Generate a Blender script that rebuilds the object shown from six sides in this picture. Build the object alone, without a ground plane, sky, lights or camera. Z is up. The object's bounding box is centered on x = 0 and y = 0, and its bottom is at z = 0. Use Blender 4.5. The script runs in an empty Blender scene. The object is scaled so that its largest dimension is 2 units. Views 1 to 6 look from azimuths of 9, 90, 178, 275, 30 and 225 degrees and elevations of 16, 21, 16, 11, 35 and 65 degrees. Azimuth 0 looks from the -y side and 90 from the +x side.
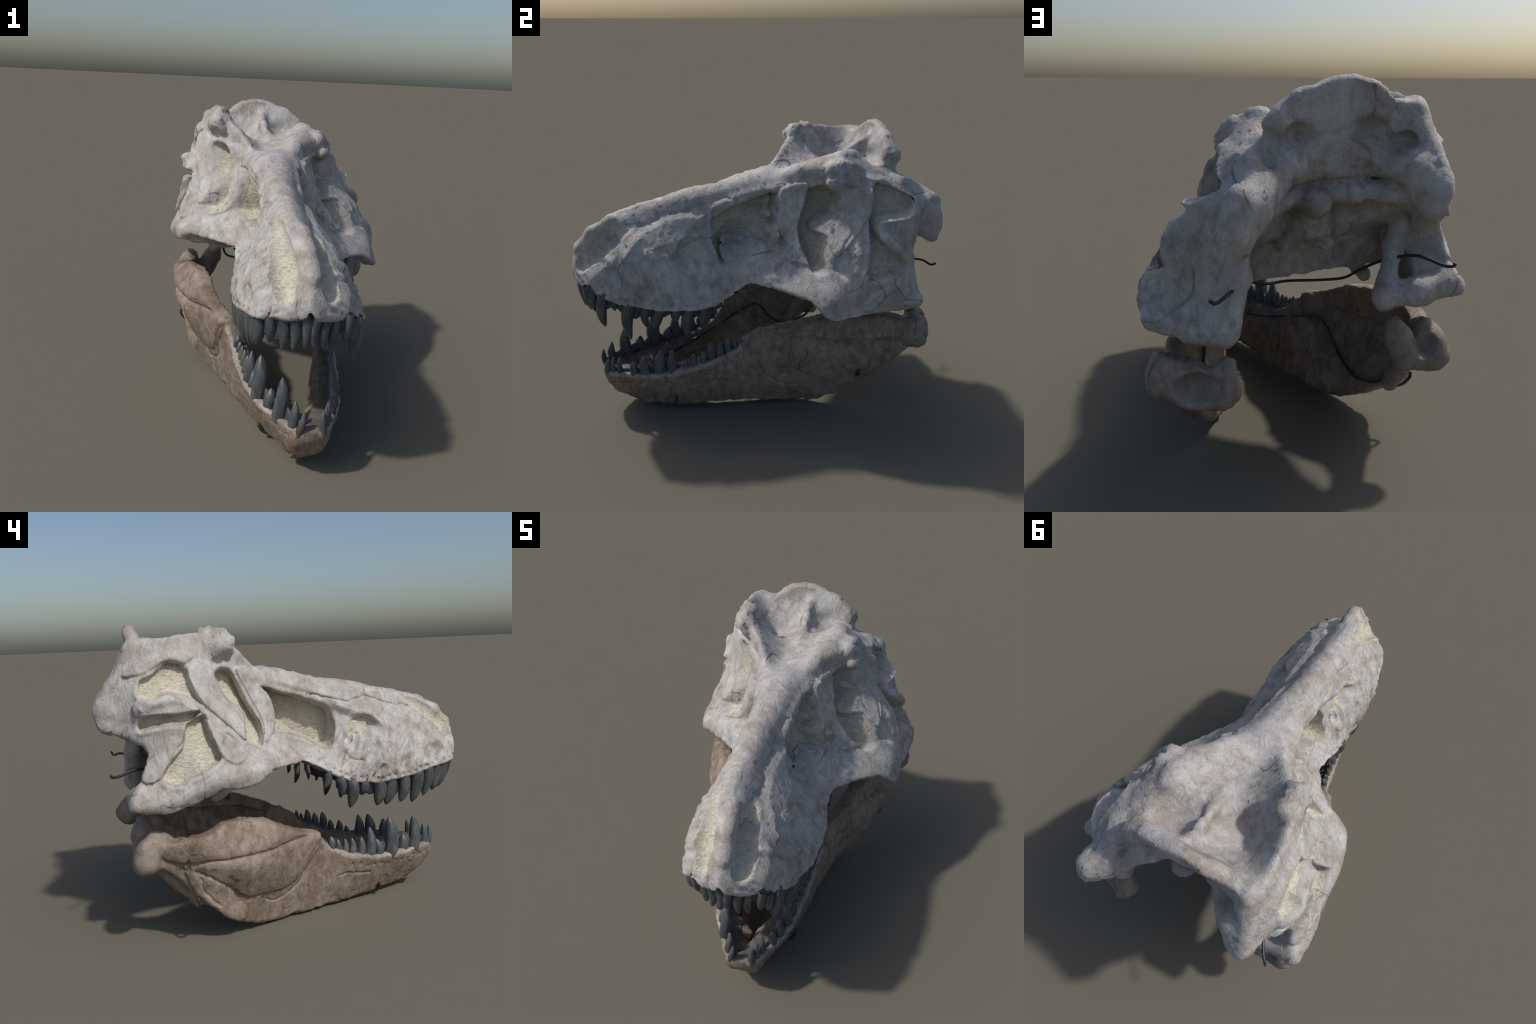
# Fossil skull of a large meat-eating dinosaur, mouth open, crushed a little to one side.
# Frame of the skull: s runs backward along the head, w to the animal's left, z up.
# Bones are modelled as implicit solids (side walls, roof, palate, occiput, bars, bosses),
# meshed by surface nets, then cut into anatomical parts.
import numpy as np, math, time
try:
    import bpy, bmesh
except ImportError:
    bpy = None

H = 0.0042                                   # mesh cell, metres
YAW = math.radians(15.5)
FWD = np.array([math.sin(YAW), -math.cos(YAW), 0.0])
LEFT = np.array([math.cos(YAW), math.sin(YAW), 0.0])
OFFSET = np.array([0.0, 0.0, 0.0])


def to_world(p):
    p = np.asarray(p, float)
    return -p[..., 0:1] * FWD + p[..., 1:2] * LEFT + p[..., 2:3] * np.array([0, 0, 1.0]) + OFFSET


# ------------------------------------------------------------------ helpers
class Sheet:
    """Smooth sheet v(a,b) through landmark points (thin plate)."""

    def __init__(self, pts, lam=2e-4):
        p = np.array(pts, float)
        self.x, v, n = p[:, :2], p[:, 2], len(p)
        K = self.k(((self.x[:, None] - self.x[None]) ** 2).sum(-1)) + lam * np.eye(n)
        P = np.c_[np.ones(n), self.x]
        A = np.block([[K, P], [P.T, np.zeros((3, 3))]])
        c = np.linalg.solve(A, np.r_[v, 0, 0, 0])
        self.c, self.a = c[:n], c[n:]

    @staticmethod
    def k(r2):
        return .5 * (r2 + 1e-9) * np.log(r2 + 1e-9)

    def __call__(self, a, b):
        a, b = np.broadcast_arrays(np.asarray(a, float), np.asarray(b, float))
        o = self.a[0] + self.a[1] * a + self.a[2] * b
        for (x, y), c in zip(self.x, self.c):
            o = o + c * self.k((a - x) ** 2 + (b - y) ** 2)
        return o


def sstep(x):
    x = np.clip(x, 0, 1)
    return x * x * (3 - 2 * x)


def smax(a, b, k):
    h = np.maximum(k - np.abs(a - b), 0) / k
    return np.maximum(a, b) + h * h * (k * .25)


def smin(a, b, k):
    return -smax(-a, -b, k)


def curve(pts, n=12, closed=True):
    """Catmull-Rom through control points."""
    p = np.array(pts, float)
    if closed:
        q = np.vstack([p[-1:], p, p[:2]])
    else:
        q = np.vstack([2 * p[:1] - p[1:2], p, 2 * p[-1:] - p[-2:-1]])
    t = np.linspace(0, 1, n, endpoint=False)[:, None]
    out = []
    for i in range(len(q) - 3):
        a, b, c, d = q[i:i + 4]
        out.append(.5 * (2 * b + (c - a) * t + (2 * a - 5 * b + 4 * c - d) * t ** 2 + (3 * b - a - 3 * c + d) * t ** 3))
    out = np.vstack(out)
    return out if closed else np.vstack([out, p[-1:]])


def seg_dist(X, Y, poly, closed):
    best = np.full(X.shape, 9.0)
    n = len(poly)
    for i in range(n if closed else n - 1):
        a, b = poly[i], poly[(i + 1) % n]
        d = b - a
        L = d @ d + 1e-12
        t = np.clip(((X - a[0]) * d[0] + (Y - a[1]) * d[1]) / L, 0, 1)
        best = np.minimum(best, (X - a[0] - t * d[0]) ** 2 + (Y - a[1] - t * d[1]) ** 2)
    return np.sqrt(best)


def inside(X, Y, poly):
    c = np.zeros(X.shape, bool)
    n = len(poly)
    for i in range(n):
        (x1, y1), (x2, y2) = poly[i], poly[(i + 1) % n]
        c ^= ((y1 > Y) != (y2 > Y)) & (X < (x2 - x1) * (Y - y1) / (y2 - y1 + 1e-12) + x1)
    return c


def sd_outline(X, Y, pts, n=6):
    poly = curve(pts, n)
    d = seg_dist(X, Y, poly, True)
    return np.where(inside(X, Y, poly), -d, d)


def hash3(i, j, k, seed):
    h = (i.astype(np.int64) * 374761393 + j.astype(np.int64) * 668265263 + k.astype(np.int64) * 2147483647 + seed * 974711) & 0x7fffffff
    h = ((h ^ (h >> 13)) * 1274126177) & 0x7fffffff
    return ((h ^ (h >> 16)) & 0xffff) / 32767.5 - 1.0


def noise3(p, freq, seed=0):
    """Smooth value noise in -1..1 at points p."""
    q = p * freq
    f = np.floor(q)
    i = f.astype(np.int64)
    t = q - f
    t = t * t * t * (t * (t * 6 - 15) + 10)
    out = 0
    for a in (0, 1):
        wa = t[:, 0] if a else 1 - t[:, 0]
        for b in (0, 1):
            wb = t[:, 1] if b else 1 - t[:, 1]
            for c in (0, 1):
                wc = t[:, 2] if c else 1 - t[:, 2]
                out = out + wa * wb * wc * hash3(i[:, 0] + a, i[:, 1] + b, i[:, 2] + c, seed)
    return out


def fbm(p, freq, octaves=3, seed=0):
    o, a = 0, 1.0
    for k in range(octaves):
        o = o + a * noise3(p, freq * 2 ** k, seed + k)
        a *= .5
    return o


class Solid:
    """Implicit solid sampled on a box of cells."""

    def __init__(self, lo, hi, h=H):
        self.h = h
        self.lo = np.array(lo, float)
        self.n = np.ceil((np.array(hi) - self.lo) / h).astype(int) + 1
        self.ax = [(self.lo[i] + h * np.arange(self.n[i])).astype(np.float32) for i in range(3)]
        self.f = None

    def sheet_sz(self, fn):
        S, Z = np.meshgrid(self.ax[0], self.ax[2], indexing='ij')
        return fn(S, Z)

    def box(self, lo, hi):
        sl = []
        for i in range(3):
            a = int(np.clip((lo[i] - self.lo[i]) / self.h, 0, self.n[i]))
            b = int(np.clip((hi[i] - self.lo[i]) / self.h + 2, 0, self.n[i]))
            sl.append(slice(a, b))
        s = self.ax[0][sl[0]][:, None, None]
        w = self.ax[1][sl[1]][None, :, None]
        z = self.ax[2][sl[2]][None, None, :]
        return tuple(sl), s, w, z

    def add(self, d, sl, k):
        self.f[sl] = smin(self.f[sl], d.astype(np.float32), k)

    def cut(self, d, sl, k):
        self.f[sl] = smax(self.f[sl], -d.astype(np.float32), k)

    def ball(self, c, r, k=.02, cut=False, wob=0):
        r = np.broadcast_to(np.array(r, float), 3)
        m = r.max() + k + .02
        sl, s, w, z = self.box(np.array(c) - m, np.array(c) + m)
        q = np.sqrt(((s - c[0]) / r[0]) ** 2 + ((w - c[1]) / r[1]) ** 2 + ((z - c[2]) / r[2]) ** 2)
        d = (q - 1) * r.min()
        (self.cut if cut else self.add)(d, sl, k)

    def rod(self, pts, rad, k=.02, cut=False, flat=None):
        """Chain of tapered round cones through pts; rad per point."""
        p = np.array(pts, float)
        r = np.broadcast_to(np.array(rad, float), len(p))
        for i in range(len(p) - 1):
            a, b = p[i], p[i + 1]
            m = max(r[i], r[i + 1]) + k + .015
            sl, s, w, z = self.box(np.minimum(a, b) - m, np.maximum(a, b) + m)
            d = b - a
            t = np.clip(((s - a[0]) * d[0] + (w - a[1]) * d[1] + (z - a[2]) * d[2]) / (d @ d + 1e-12), 0, 1)
            q = np.sqrt((s - a[0] - t * d[0]) ** 2 + (w - a[1] - t * d[1]) ** 2 + (z - a[2] - t * d[2]) ** 2)
            (self.cut if cut else self.add)(q - (r[i] + (r[i + 1] - r[i]) * t), sl, k)

    def mesh(self):
        """Naive surface nets."""
        f = self.f
        for ax in range(3):                                # close at the box
            ix = [slice(None)] * 3
            for e in (0, -1):
                ix[ax] = e
                f[tuple(ix)] = np.maximum(f[tuple(ix)], self.h)
        neg = f < 0
        n0, n1, n2 = f.shape
        cnt = np.zeros((n0 - 1, n1 - 1, n2 - 1), np.uint8)
        for a in (0, 1):
            for b in (0, 1):
                for c in (0, 1):
                    cnt += neg[a:n0 - 1 + a, b:n1 - 1 + b, c:n2 - 1 + c]
        I, J, K = np.nonzero((cnt > 0) & (cnt < 8))
        vid = np.full(cnt.shape, -1, np.int32)
        vid[I, J, K] = np.arange(len(I), dtype=np.int32)
        pos = np.zeros((len(I), 3))
        wt = np.zeros(len(I))
        cor = {}
        for a in (0, 1):
            for b in (0, 1):
                for c in (0, 1):
                    cor[a, b, c] = f[I + a, J + b, K + c].astype(float)
        for ax in range(3):
            o = [i for i in range(3) if i != ax]
            for u in (0, 1):
                for v in (0, 1):
                    c0 = [0, 0, 0]
                    c0[o[0]], c0[o[1]] = u, v
                    c1 = list(c0)
                    c1[ax] = 1
                    x, y = cor[tuple(c0)], cor[tuple(c1)]
                    m = (x < 0) != (y < 0)
                    t = np.where(m, x / np.where(m, x - y, 1), 0)
                    pos[:, ax] += np.where(m, t, 0)
                    pos[:, o[0]] += np.where(m, u, 0)
                    pos[:, o[1]] += np.where(m, v, 0)
                    wt += m
        pos = pos / wt[:, None] + np.c_[I, J, K]
        V = self.lo + pos * self.h
        Q = []
        for ax in range(3):
            o = [i for i in range(3) if i != ax]
            lo, hi = [slice(None)] * 3, [slice(None)] * 3
            lo[ax], hi[ax] = slice(0, -1), slice(1, None)
            x, y = neg[tuple(lo)], neg[tuple(hi)]
            idx = np.array(np.nonzero(x != y)).T
            flip = x[tuple(idx.T)]
            ok = (idx[:, o[0]] > 0) & (idx[:, o[1]] > 0)
            idx, flip = idx[ok], flip[ok]
            q = []
            for u, v in ((0, 0), (1, 0), (1, 1), (0, 1)):
                d = idx.copy()
                d[:, o[0]] -= u
                d[:, o[1]] -= v
                q.append(vid[d[:, 0], d[:, 1], d[:, 2]])
            q = np.stack(q, 1)
            if ax == 1:
                flip = ~flip
            q[~flip] = q[~flip][:, ::-1]
            Q.append(q)
        return V, np.vstack(Q)


def grad_norm(W, h):
    a, b = np.gradient(W, h)
    return 1 / np.sqrt(1 + a * a + b * b)


def vertex_normals(V, Q):
    n = np.cross(V[Q[:, 2]] - V[Q[:, 0]], V[Q[:, 3]] - V[Q[:, 1]])
    N = np.zeros_like(V)
    for i in range(4):
        for c in range(3):
            N[:, c] += np.bincount(Q[:, i], n[:, c], len(V))
    return N / (np.linalg.norm(N, axis=1, keepdims=True) + 1e-12)


def relax(V, Q, it=1, f=.5):
    for _ in range(it):
        A = np.zeros_like(V)
        c = np.zeros(len(V))
        for i in range(4):
            a, b = Q[:, i], Q[:, (i + 1) % 4]
            for k in range(3):
                A[:, k] += np.bincount(a, V[b, k], len(V)) + np.bincount(b, V[a, k], len(V))
            c += np.bincount(a, minlength=len(V)) + np.bincount(b, minlength=len(V))
        V = V + f * (A / c[:, None] - V)
    return V


def bone_grain(V, rough_spots):
    """Weathered relief: lumps, sharp creases, shallow wandering cracks; rough bosses."""
    d = .0055 * fbm(V, 11, 3, 1)
    A = V * np.array([1.0, 1.0, .6])
    d += .0065 * (.45 - np.abs(fbm(A + .02 * noise3(V, 9, 5)[:, None], 21, 2, 3)))
    d -= .0095 * np.exp(-(noise3(A + .03 * noise3(V, 12, 6)[:, None], 8, 7) / .045) ** 2) * sstep(noise3(V, 5, 8) * 2 + .3)
    d += .0014 * noise3(V, 70, 9)
    pit = noise3(V, 34, 15)
    d -= .003 * sstep((pit - .68) / .2)
    for c in rough_spots:
        m = np.exp(-((V - np.array(c)) ** 2).sum(1) / .085 ** 2)
        d += m * (.024 * fbm(V, 27, 3, 31) + .009 * np.abs(noise3(V, 55, 33)))
    return d


# ------------------------------------------------------------------ upper skull
# side walls: (s, z, w) landmarks on the outer bone surface
WALL_R = [(-1.04, .74, 0), (-1.0, .73, -.076), (-.913, .7, -.115), (-.744, .7, -.151), (-.514, .7, -.163), (-.302, .7, -.156),
          (-.15, .76, -.17), (-.007, .8, -.23), (-1.02, .9, -.0), (-.9, .93, -.06), (-.738, 1.074, -.02), (-.72, .9, -.12), (-.85, .83, -.12),
          (-.6, .82, -.165), (-.5, .97, -.085), (-.5, 1.15, -.015), (-.3, 1.047, -.045), (-.3, 1.19, -.01), (-.17, .86, -.10), (-.14, 1.2, -.02),
          (0, 1.15, -.07), (.08, .958, -.20), (.09, .86, -.355), (.136, 1.281, -.09), (.134, .92, -.30), (.185, .986, -.285),
          (.211, .85, -.41), (.3, 1.414, -.23), (.3, 1.2, -.24), (.412, .85, -.44), (.475, 1.007, -.39), (.49, 1.15, -.37),
          (.607, .75, -.46), (.713, .7, -.44), (.7, 1.35, -.30), (.5, 1.4, -.295), (.55, 1.3, -.33), (.65, 1.225, -.36), (.72, .76, -.455),
          (.7, .87, -.395), (.4, .70, -.40), (.82, 1.2, -.31), (.82, 1.08, -.295), (.80, 1.33, -.275)]
WALL_L = [(-1.06, .74, .2), (-1.02, .72, .27), (-.94, .7, .349), (-.76, .7, .385), (-.5, .7, .40), (-.186, .75, .407),
          (-.02, .84, .43), (-1.03, .9, .155), (-.9, .93, .205), (-.779, .914, .25), (-.69, 1.049, .155), (-.85, .83, .295), (-.6, .82, .36), (-.42, .948, .265),
          (-.31, 1.033, .21), (-.5, 1.15, .115), (-.14, 1.2, .15), (0, .835, .42), (.046, .77, .535), (.01, .922, .34), (.094, 1.239, .205),
          (.15, .844, .49), (.223, 1.036, .405), (.263, .933, .555), (.278, .874, .61), (.347, 1.181, .36), (.356, 1.34, .365),
          (.413, 1.40, .30), (.507, 1.102, .538), (.535, 1.264, .46), (.6, 1.096, .57), (.6, 1.053, .59), (.65, .97, .64),
          (.55, .772, .74), (.337, .68, .72), (.45, .65, .72), (.2, .78, .635), (.7, .8, .69), (.75, .75, .64)]
# skull roof: (s, w, z)
ROOF = [(-1.075, .1, .80), (-1.05, .1, .90), (-.98, .1, 1.01), (-.83, .085, 1.10), (-.69, .07, 1.145), (-.43, .06, 1.205),
        (-.145, .065, 1.255), (.02, .07, 1.30), (-.98, -.1, .98), (-.98, .3, .98), (-.7, -.1, 1.11), (-.7, .3, 1.11),
        (-.43, -.1, 1.18), (-.43, .25, 1.17), (-.145, -.06, 1.25), (-.145, .2, 1.235), (.02, -.06, 1.29), (.04, .17, 1.27),
        (.09, .03, 1.29), (.15, -.08, 1.365), (.25, -.16, 1.435), (.31, -.21, 1.465), (.40, -.25, 1.49), (.533, -.275, 1.485),
        (.687, -.236, 1.45), (.16, .17, 1.33), (.28, .23, 1.37), (.413, .276, 1.414), (.35, .36, 1.36), (.47, .32, 1.39),
        (.2, .04, 1.285), (.13, .0, 1.28), (.3, -.02, 1.322), (.32, .13, 1.335), (.408, .07, 1.335), (.5, .07, 1.335), (.56, -.07, 1.31), (.47, -.12, 1.30),
        (.38, -.1, 1.34), (.54, .17, 1.315), (.58, .27, 1.33), (.60, .08, 1.40), (.66, .15, 1.40), (.64, -.1, 1.39), (.65, -.2, 1.41),
        (.6, .42, 1.28), (.7, .42, 1.245), (.8, .45, 1.15), (.75, -.28, 1.37), (.8, -.3, 1.29), (.8, .1, 1.25), (.66, .33, 1.30)]
# front of the snout: (w, z, s)
SNOUT = [(.12, .74, -1.045), (.12, .82, -1.053), (.12, .9, -1.042), (.11, .98, -.995), (0, .76, -1.028), (-.07, .76, -.99), (.22, .75, -1.022), (.32, .74, -.95),
         (-.05, .88, -.98), (.25, .88, -.965), (0, 1.0, -.935), (.22, 1.0, -.90), (.1, 1.1, -.84)]
# rear face: (w, z, s)
REAR = [(-.28, 1.06, .855), (-.28, 1.17, .86), (-.28, 1.28, .84), (-.26, 1.39, .80), (-.22, 1.44, .77), (-.4, 1.0, .69), (-.42, .88, .70), (-.28, .79, .635), (-.27, .88, .57), (-.25, .96, .54),
        (-.44, .79, .74), (-.44, .72, .755), (-.2, .70, .68), (-.1, 1.3, .655), (0, 1.42, .655), (.1, 1.42, .655), (.2, 1.36, .66), (.05, 1.34, .625), (.1, 1.24, .61), (-.05, 1.24, .625),
        (0, 1.16, .54), (.12, 1.1, .535), (.1, .98, .55), (0, .9, .48), (.2, .9, .48), (.22, 1.13, .56), (.3, 1.25, .69),
        (.40, 1.2, .79), (.45, 1.1, .80), (.6, .72, .71), (.7, .72, .655), (.6, .83, .66), (.6, .92, .665), (.6, 1.01, .655), (.47, .95, .75),
        (.57, 1.08, .68), (.5, 1.2, .73), (.45, 1.28, .74), (-.1, 1.1, .57), (-.2, 1.08, .68), (-.15, .95, .58), (.35, .95, .65), (.45, .7, .77)]
LIP_R = ([-1.08, -1.0, -.867, -.671, -.508, -.368, -.277, -.206, -.123, -.008, .077, .124, .16, .238, .318, .409, .553, .677, .751, .9],
         [.775, .77, .742, .70, .68, .695, .742, .785, .822, .815, .835, .815, .785, .775, .78, .735, .69, .70, .72, .75])
LIP_L = ([-1.08, -1.04, -.945, -.798, -.624, -.466, -.349, -.238, -.153, -.043, .026, .112, .166, .224, .346, .482, .626, .72, .9],
         [.785, .778, .752, .702, .667, .65, .66, .715, .768, .755, .742, .718, .66, .638, .648, .662, .66, .68, .72])
# nostrils: channels beside the bar between them, (axis points, radii)
NARIS_R = ([(-1.0, -.005, .88), (-.95, -.01, .955), (-.87, -.02, 1.025), (-.77, -.02, 1.085), (-.71, -.015, 1.105)], [.045, .063, .055, .035, .012])
NARIS_L = ([(-1.005, .19, .885), (-.94, .195, .965), (-.86, .19, 1.025), (-.76, .18, 1.065), (-.69, .16, 1.075)], [.045, .074, .07, .042, .014])

# openings on each side: (name, depth, outline in s,z)
OPEN_R = [
    ('maxillary', .04, [(-.385, .969), (-.409, 1.012), (-.461, 1.029), (-.508, 1.018), (-.538, .982), (-.508, .951), (-.443, .919), (-.398, .929)]),
    ('antorbital', .15, [(.068, 1.206), (-.071, 1.157), (-.217, 1.108), (-.296, 1.064), (-.322, .984), (-.306, .895), (-.261, .865), (-.217, .89),
                         (-.147, .929), (-.057, .957), (.018, .983), (.008, 1.077), (.031, 1.155)]),
    ('orbit', .075, [(.313, 1.295), (.241, 1.3), (.186, 1.211), (.148, 1.123), (.103, 1.045), (.093, .993), (.115, .932), (.182, .962), (.185, .999),
                    (.186, 1.087), (.265, 1.167), (.3, 1.232)]),
    ('supratemporal', .03, [(.662, 1.268), (.592, 1.303), (.549, 1.348), (.49, 1.35), (.452, 1.314), (.442, 1.255), (.393, 1.152), (.473, 1.2),
                            (.551, 1.215), (.601, 1.19), (.667, 1.203)]),
    ('infratemporal', .05, [(.387, 1.103), (.364, 1.024), (.325, .927), (.362, .885), (.465, .838), (.516, .814), (.591, .838), (.565, .91),
                            (.501, .971), (.474, 1.064), (.43, 1.098)]),
    ('squamosal_gap', .035, [(.669, 1.107), (.597, 1.118), (.48, 1.118), (.406, 1.125), (.441, 1.09), (.483, 1.075), (.542, 1.08), (.63, 1.066), (.678, 1.059)]),
    ('slit', .015, [(.004, .936), (-.045, .902), (-.028, .895), (.011, .918)]),
]
OPEN_L = [
    ('maxillary', .03, [(-.507, .943), (-.467, .983), (-.409, .982), (-.367, .947), (-.385, .907), (-.455, .9), (-.499, .917)]),
    ('antorbital', .10, [(-.306, 1.048), (-.253, 1.09), (-.166, 1.132), (-.03, 1.171), (.043, 1.192), (.047, 1.125), (.015, .985), (-.009, .925),
                         (-.092, .942), (-.159, .953), (-.257, .97), (-.275, .9), (-.262, .845), (-.29, .86), (-.312, .95)]),
    ('orbit', .10, [(.199, 1.209), (.252, 1.242), (.314, 1.241), (.348, 1.193), (.335, 1.139), (.278, 1.095), (.218, 1.05), (.201, 1.019), (.24, 1.006),
                    (.23, .937), (.213, .853), (.159, .831), (.148, .891), (.127, .976), (.137, 1.052), (.172, 1.14)]),
    ('temporal', .085, [(.507, 1.266), (.562, 1.266), (.626, 1.233), (.714, 1.177), (.662, 1.119), (.525, 1.105), (.484, 1.065), (.484, 1.027),
                       (.533, .971), (.613, .897), (.58, .86), (.506, .833), (.407, .824), (.397, .864), (.433, .987), (.479, 1.161)]),
    ('pit', .012, [(-.029, .851), (.015, .851), (.022, .818), (-.02, .818)]),
]
# shallow hollows around openings: (depth, edge width, outline)
HOLLOW_R = [(.03, .05, [(.0, 1.17), (-.25, 1.12), (-.42, 1.06), (-.56, 1.0), (-.55, .93), (-.4, .87), (-.2, .83), (0, .90)]),
            (.02, .03, [(.28, 1.03), (.22, .95), (.26, .92), (.32, .98)])]
HOLLOW_L = [(.025, .05, [(.04, 1.2), (-.25, 1.11), (-.42, 1.03), (-.53, .96), (-.5, .88), (-.3, .80), (-.1, .80), (0, .84)]),
            (.02, .03, [(.26, .95), (.24, .86), (.29, .82), (.34, .88), (.33, .97)])]
# ridges: (height, width, polyline)
RIDGE_R = [(.012, .02, [(.66, 1.15), (.58, 1.18), (.50, 1.185), (.42, 1.135)]),
           (.015, .03, [(-.73, 1.0), (-.85, .9), (-.95, .82)]),
           (.012, .02, [(-.3, 1.13), (-.1, 1.2), (.1, 1.25)]),
           (.02, .04, [(.1, .87), (.3, .83), (.5, .76), (.7, .73)])]
RIDGE_L = [(.012, .02, [(.42, 1.25), (.41, 1.1), (.37, .95)]),
           (.03, .02, [(.72, 1.12), (.62, 1.115), (.51, 1.10)]),
           (.03, .02, [(.52, 1.02), (.60, .95), (.67, .90)]),
           (.025, .03, [(-.02, 1.12), (0, 1.05), (0, .97)]),
           (.02, .03, [(-.72, 1.0), (-.85, .9), (-.95, .83)]),
           (.015, .02, [(-.3, 1.12), (-.1, 1.19), (.1, 1.23)])]
# local dips (+) and swells (-): (depth, radius, s, z)
DIP_R = []
DIP_L = [(.07, .08, -.19, .95), (.05, .06, -.2, .89), (-.085, .035, -.002, 1.08), (-.07, .03, -.002, 1.0), (-.05, .03, .01, 1.15)]
# overlapping bone plates with crisp edges: (height, edge, outline)
PLATE_R = [(.022, .012, [(.452, 1.314), (.397, 1.35), (.334, 1.327), (.296, 1.211), (.254, 1.156), (.206, 1.08), (.175, .998), (.203, .979), (.242, 1.018), (.322, 1.095), (.382, 1.151), (.429, 1.225)]),
           (.022, .012, [(.203, 1.307), (.115, 1.291), (.052, 1.189), (.011, 1.11), (.022, .993), (.095, .933), (.114, .949), (.081, 1.022), (.132, 1.143), (.182, 1.242)]),
           (.024, .014, [(.69, 1.18), (.561, 1.216), (.474, 1.19), (.409, 1.149), (.411, 1.127), (.479, 1.123), (.597, 1.123), (.69, 1.117)]),
           (.02, .014, [(.72, 1.045), (.6, 1.079), (.474, 1.062), (.487, 1.017), (.548, .937), (.583, .865), (.658, .829), (.72, .893)]),
           (.016, .012, [(.374, 1.121), (.289, 1.015), (.211, .948), (.183, .917), (.258, .883), (.325, .927), (.364, 1.024)]),
           (.018, .016, [(.74, 1.30), (.624, 1.371), (.496, 1.394), (.417, 1.371), (.46, 1.339), (.539, 1.352), (.6, 1.322), (.659, 1.296)])]
PLATE_L = [(.022, .012, [(.345, 1.231), (.493, 1.245), (.461, 1.119), (.392, 1.036), (.279, .936), (.245, .97), (.245, 1.007), (.207, 1.024), (.218, 1.05), (.338, 1.129)]),
           (.028, .012, [(.068, 1.215), (.2, 1.256), (.17, 1.129), (.134, 1.041), (.13, .954), (.151, .869), (.105, .863), (.042, .888), (.044, 1.081)]),
           (.018, .012, [(.352, .684), (.358, .726), (.439, .79), (.54, .821), (.62, .75), (.60, .70), (.534, .69), (.423, .667)]),
           (.02, .03, [(-.689, 1.032), (-.498, 1.101), (-.335, 1.093), (-.402, 1.032), (-.48, .973), (-.546, .903), (-.683, .898), (-.82, .889)]),
           (.014, .02, [(.70, 1.25), (.62, 1.29), (.52, 1.31), (.45, 1.30), (.50, 1.275), (.57, 1.275), (.64, 1.245), (.70, 1.2)])]
# cracks and sutures: (depth, width, polyline)
CRACK_R = [(.008, .006, [(-.72, 1.06), (-.6, 1.08), (-.5, 1.12), (-.4, 1.10), (-.3, 1.12), (-.2, 1.15)]),
           (.008, .006, [(.40, 1.12), (.34, 1.05), (.25, .98)]), (.006, .006, [(-.72, 1.06), (-.85, .95), (-.97, .82), (-.98, .77)]),
           (.006, .006, [(.02, .86), (.03, .8), (.0, .77)]), (.006, .005, [(-.45, .80), (-.38, .81), (-.36, .84)])]
CRACK_L = [(.008, .007, [(-.69, 1.05), (-.62, 1.06), (-.55, 1.1), (-.45, 1.11), (-.38, 1.13), (-.2, 1.17)]),
           (.007, .006, [(.22, 1.01), (.27, .93), (.33, 1.0), (.38, 1.05), (.42, 1.14)]), (.006, .006, [(.4, .67), (.48, .76), (.58, .80), (.62, .83)]),
           (.006, .006, [(-.62, .93), (-.55, .9), (-.5, .92)]), (.006, .006, [(-.16, .79), (-.05, .82), (.03, .85), (.08, .9)])]


def side_relief(S, Z, opens, hollows, ridges, plates, dips, cracks, lips, seed):
    """How far the wall is pushed inward (+) or out (-)."""
    D = np.zeros(S.shape)
    for dep, edge, o in hollows:
        sd = sd_outline(S, Z, o)
        D += dep * sstep(-sd / edge)
    for hgt, wid, l in ridges:
        d = seg_dist(S, Z, curve(l, 6, False), False)
        D -= hgt * np.exp(-(d / wid) ** 2)
    for hgt, edge, o in plates:
        sd = sd_outline(S, Z, o)
        D -= hgt * sstep((.3 * edge - sd) / edge) * (.75 + .25 * sstep(-sd / .03))
    for name, dep, o in opens:
        sd = sd_outline(S, Z, o)
        D = D * (1 - .85 * sstep((.004 - sd) / .014)) + dep * sstep((.003 - sd) / .016)
        D -= .006 * np.exp(-((sd - .012) / .012) ** 2)
    for dep, rad, a, b in dips:
        D += dep * np.exp(-(((S - a) ** 2 + (Z - b) ** 2) / rad ** 2) ** 1.5)
    P = np.c_[S.ravel(), Z.ravel(), np.zeros(S.size)]
    jit = (noise3(P, 30, seed) * .006).reshape(S.shape)
    for dep, wid, l in cracks:
        d = seg_dist(S + jit, Z + jit[::-1], curve(l, 6, False), False)
        D += dep * np.exp(-(d / wid) ** 2)
    # rugose snout: wrinkles slanting down and forward, nutrient pits above the lip
    lip = np.interp(S, *lips)
    Zr = Z - lip
    m = sstep((.35 - Zr) / .12) * sstep((-.12 - S) / .15) * sstep((Zr - .005) / .05)
    q = np.c_[(S * 1.0 + Z * .55).ravel() * 26, (Z * 1.0 - S * .5).ravel() * 9, np.zeros(S.size)]
    D += m * .013 * (np.abs(noise3(q, 1.0, seed + 3)) * 1.6 - .5 + .4 * noise3(q, 2.1, seed + 4)).reshape(S.shape)
    ps = np.arange(-1.0, -.18, .036)
    rr = hash3(np.arange(len(ps)), np.zeros(len(ps), int), np.zeros(len(ps), int), seed)
    for i, s0 in enumerate(ps):
        z0 = np.interp(s0, *lips) + .026 + .008 * rr[i]
        D += (.009 + .003 * rr[i]) * np.exp(-((S - s0 - .008 * rr[i]) ** 2 + (Z - z0) ** 2) / .0075 ** 2)
    return D


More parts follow.
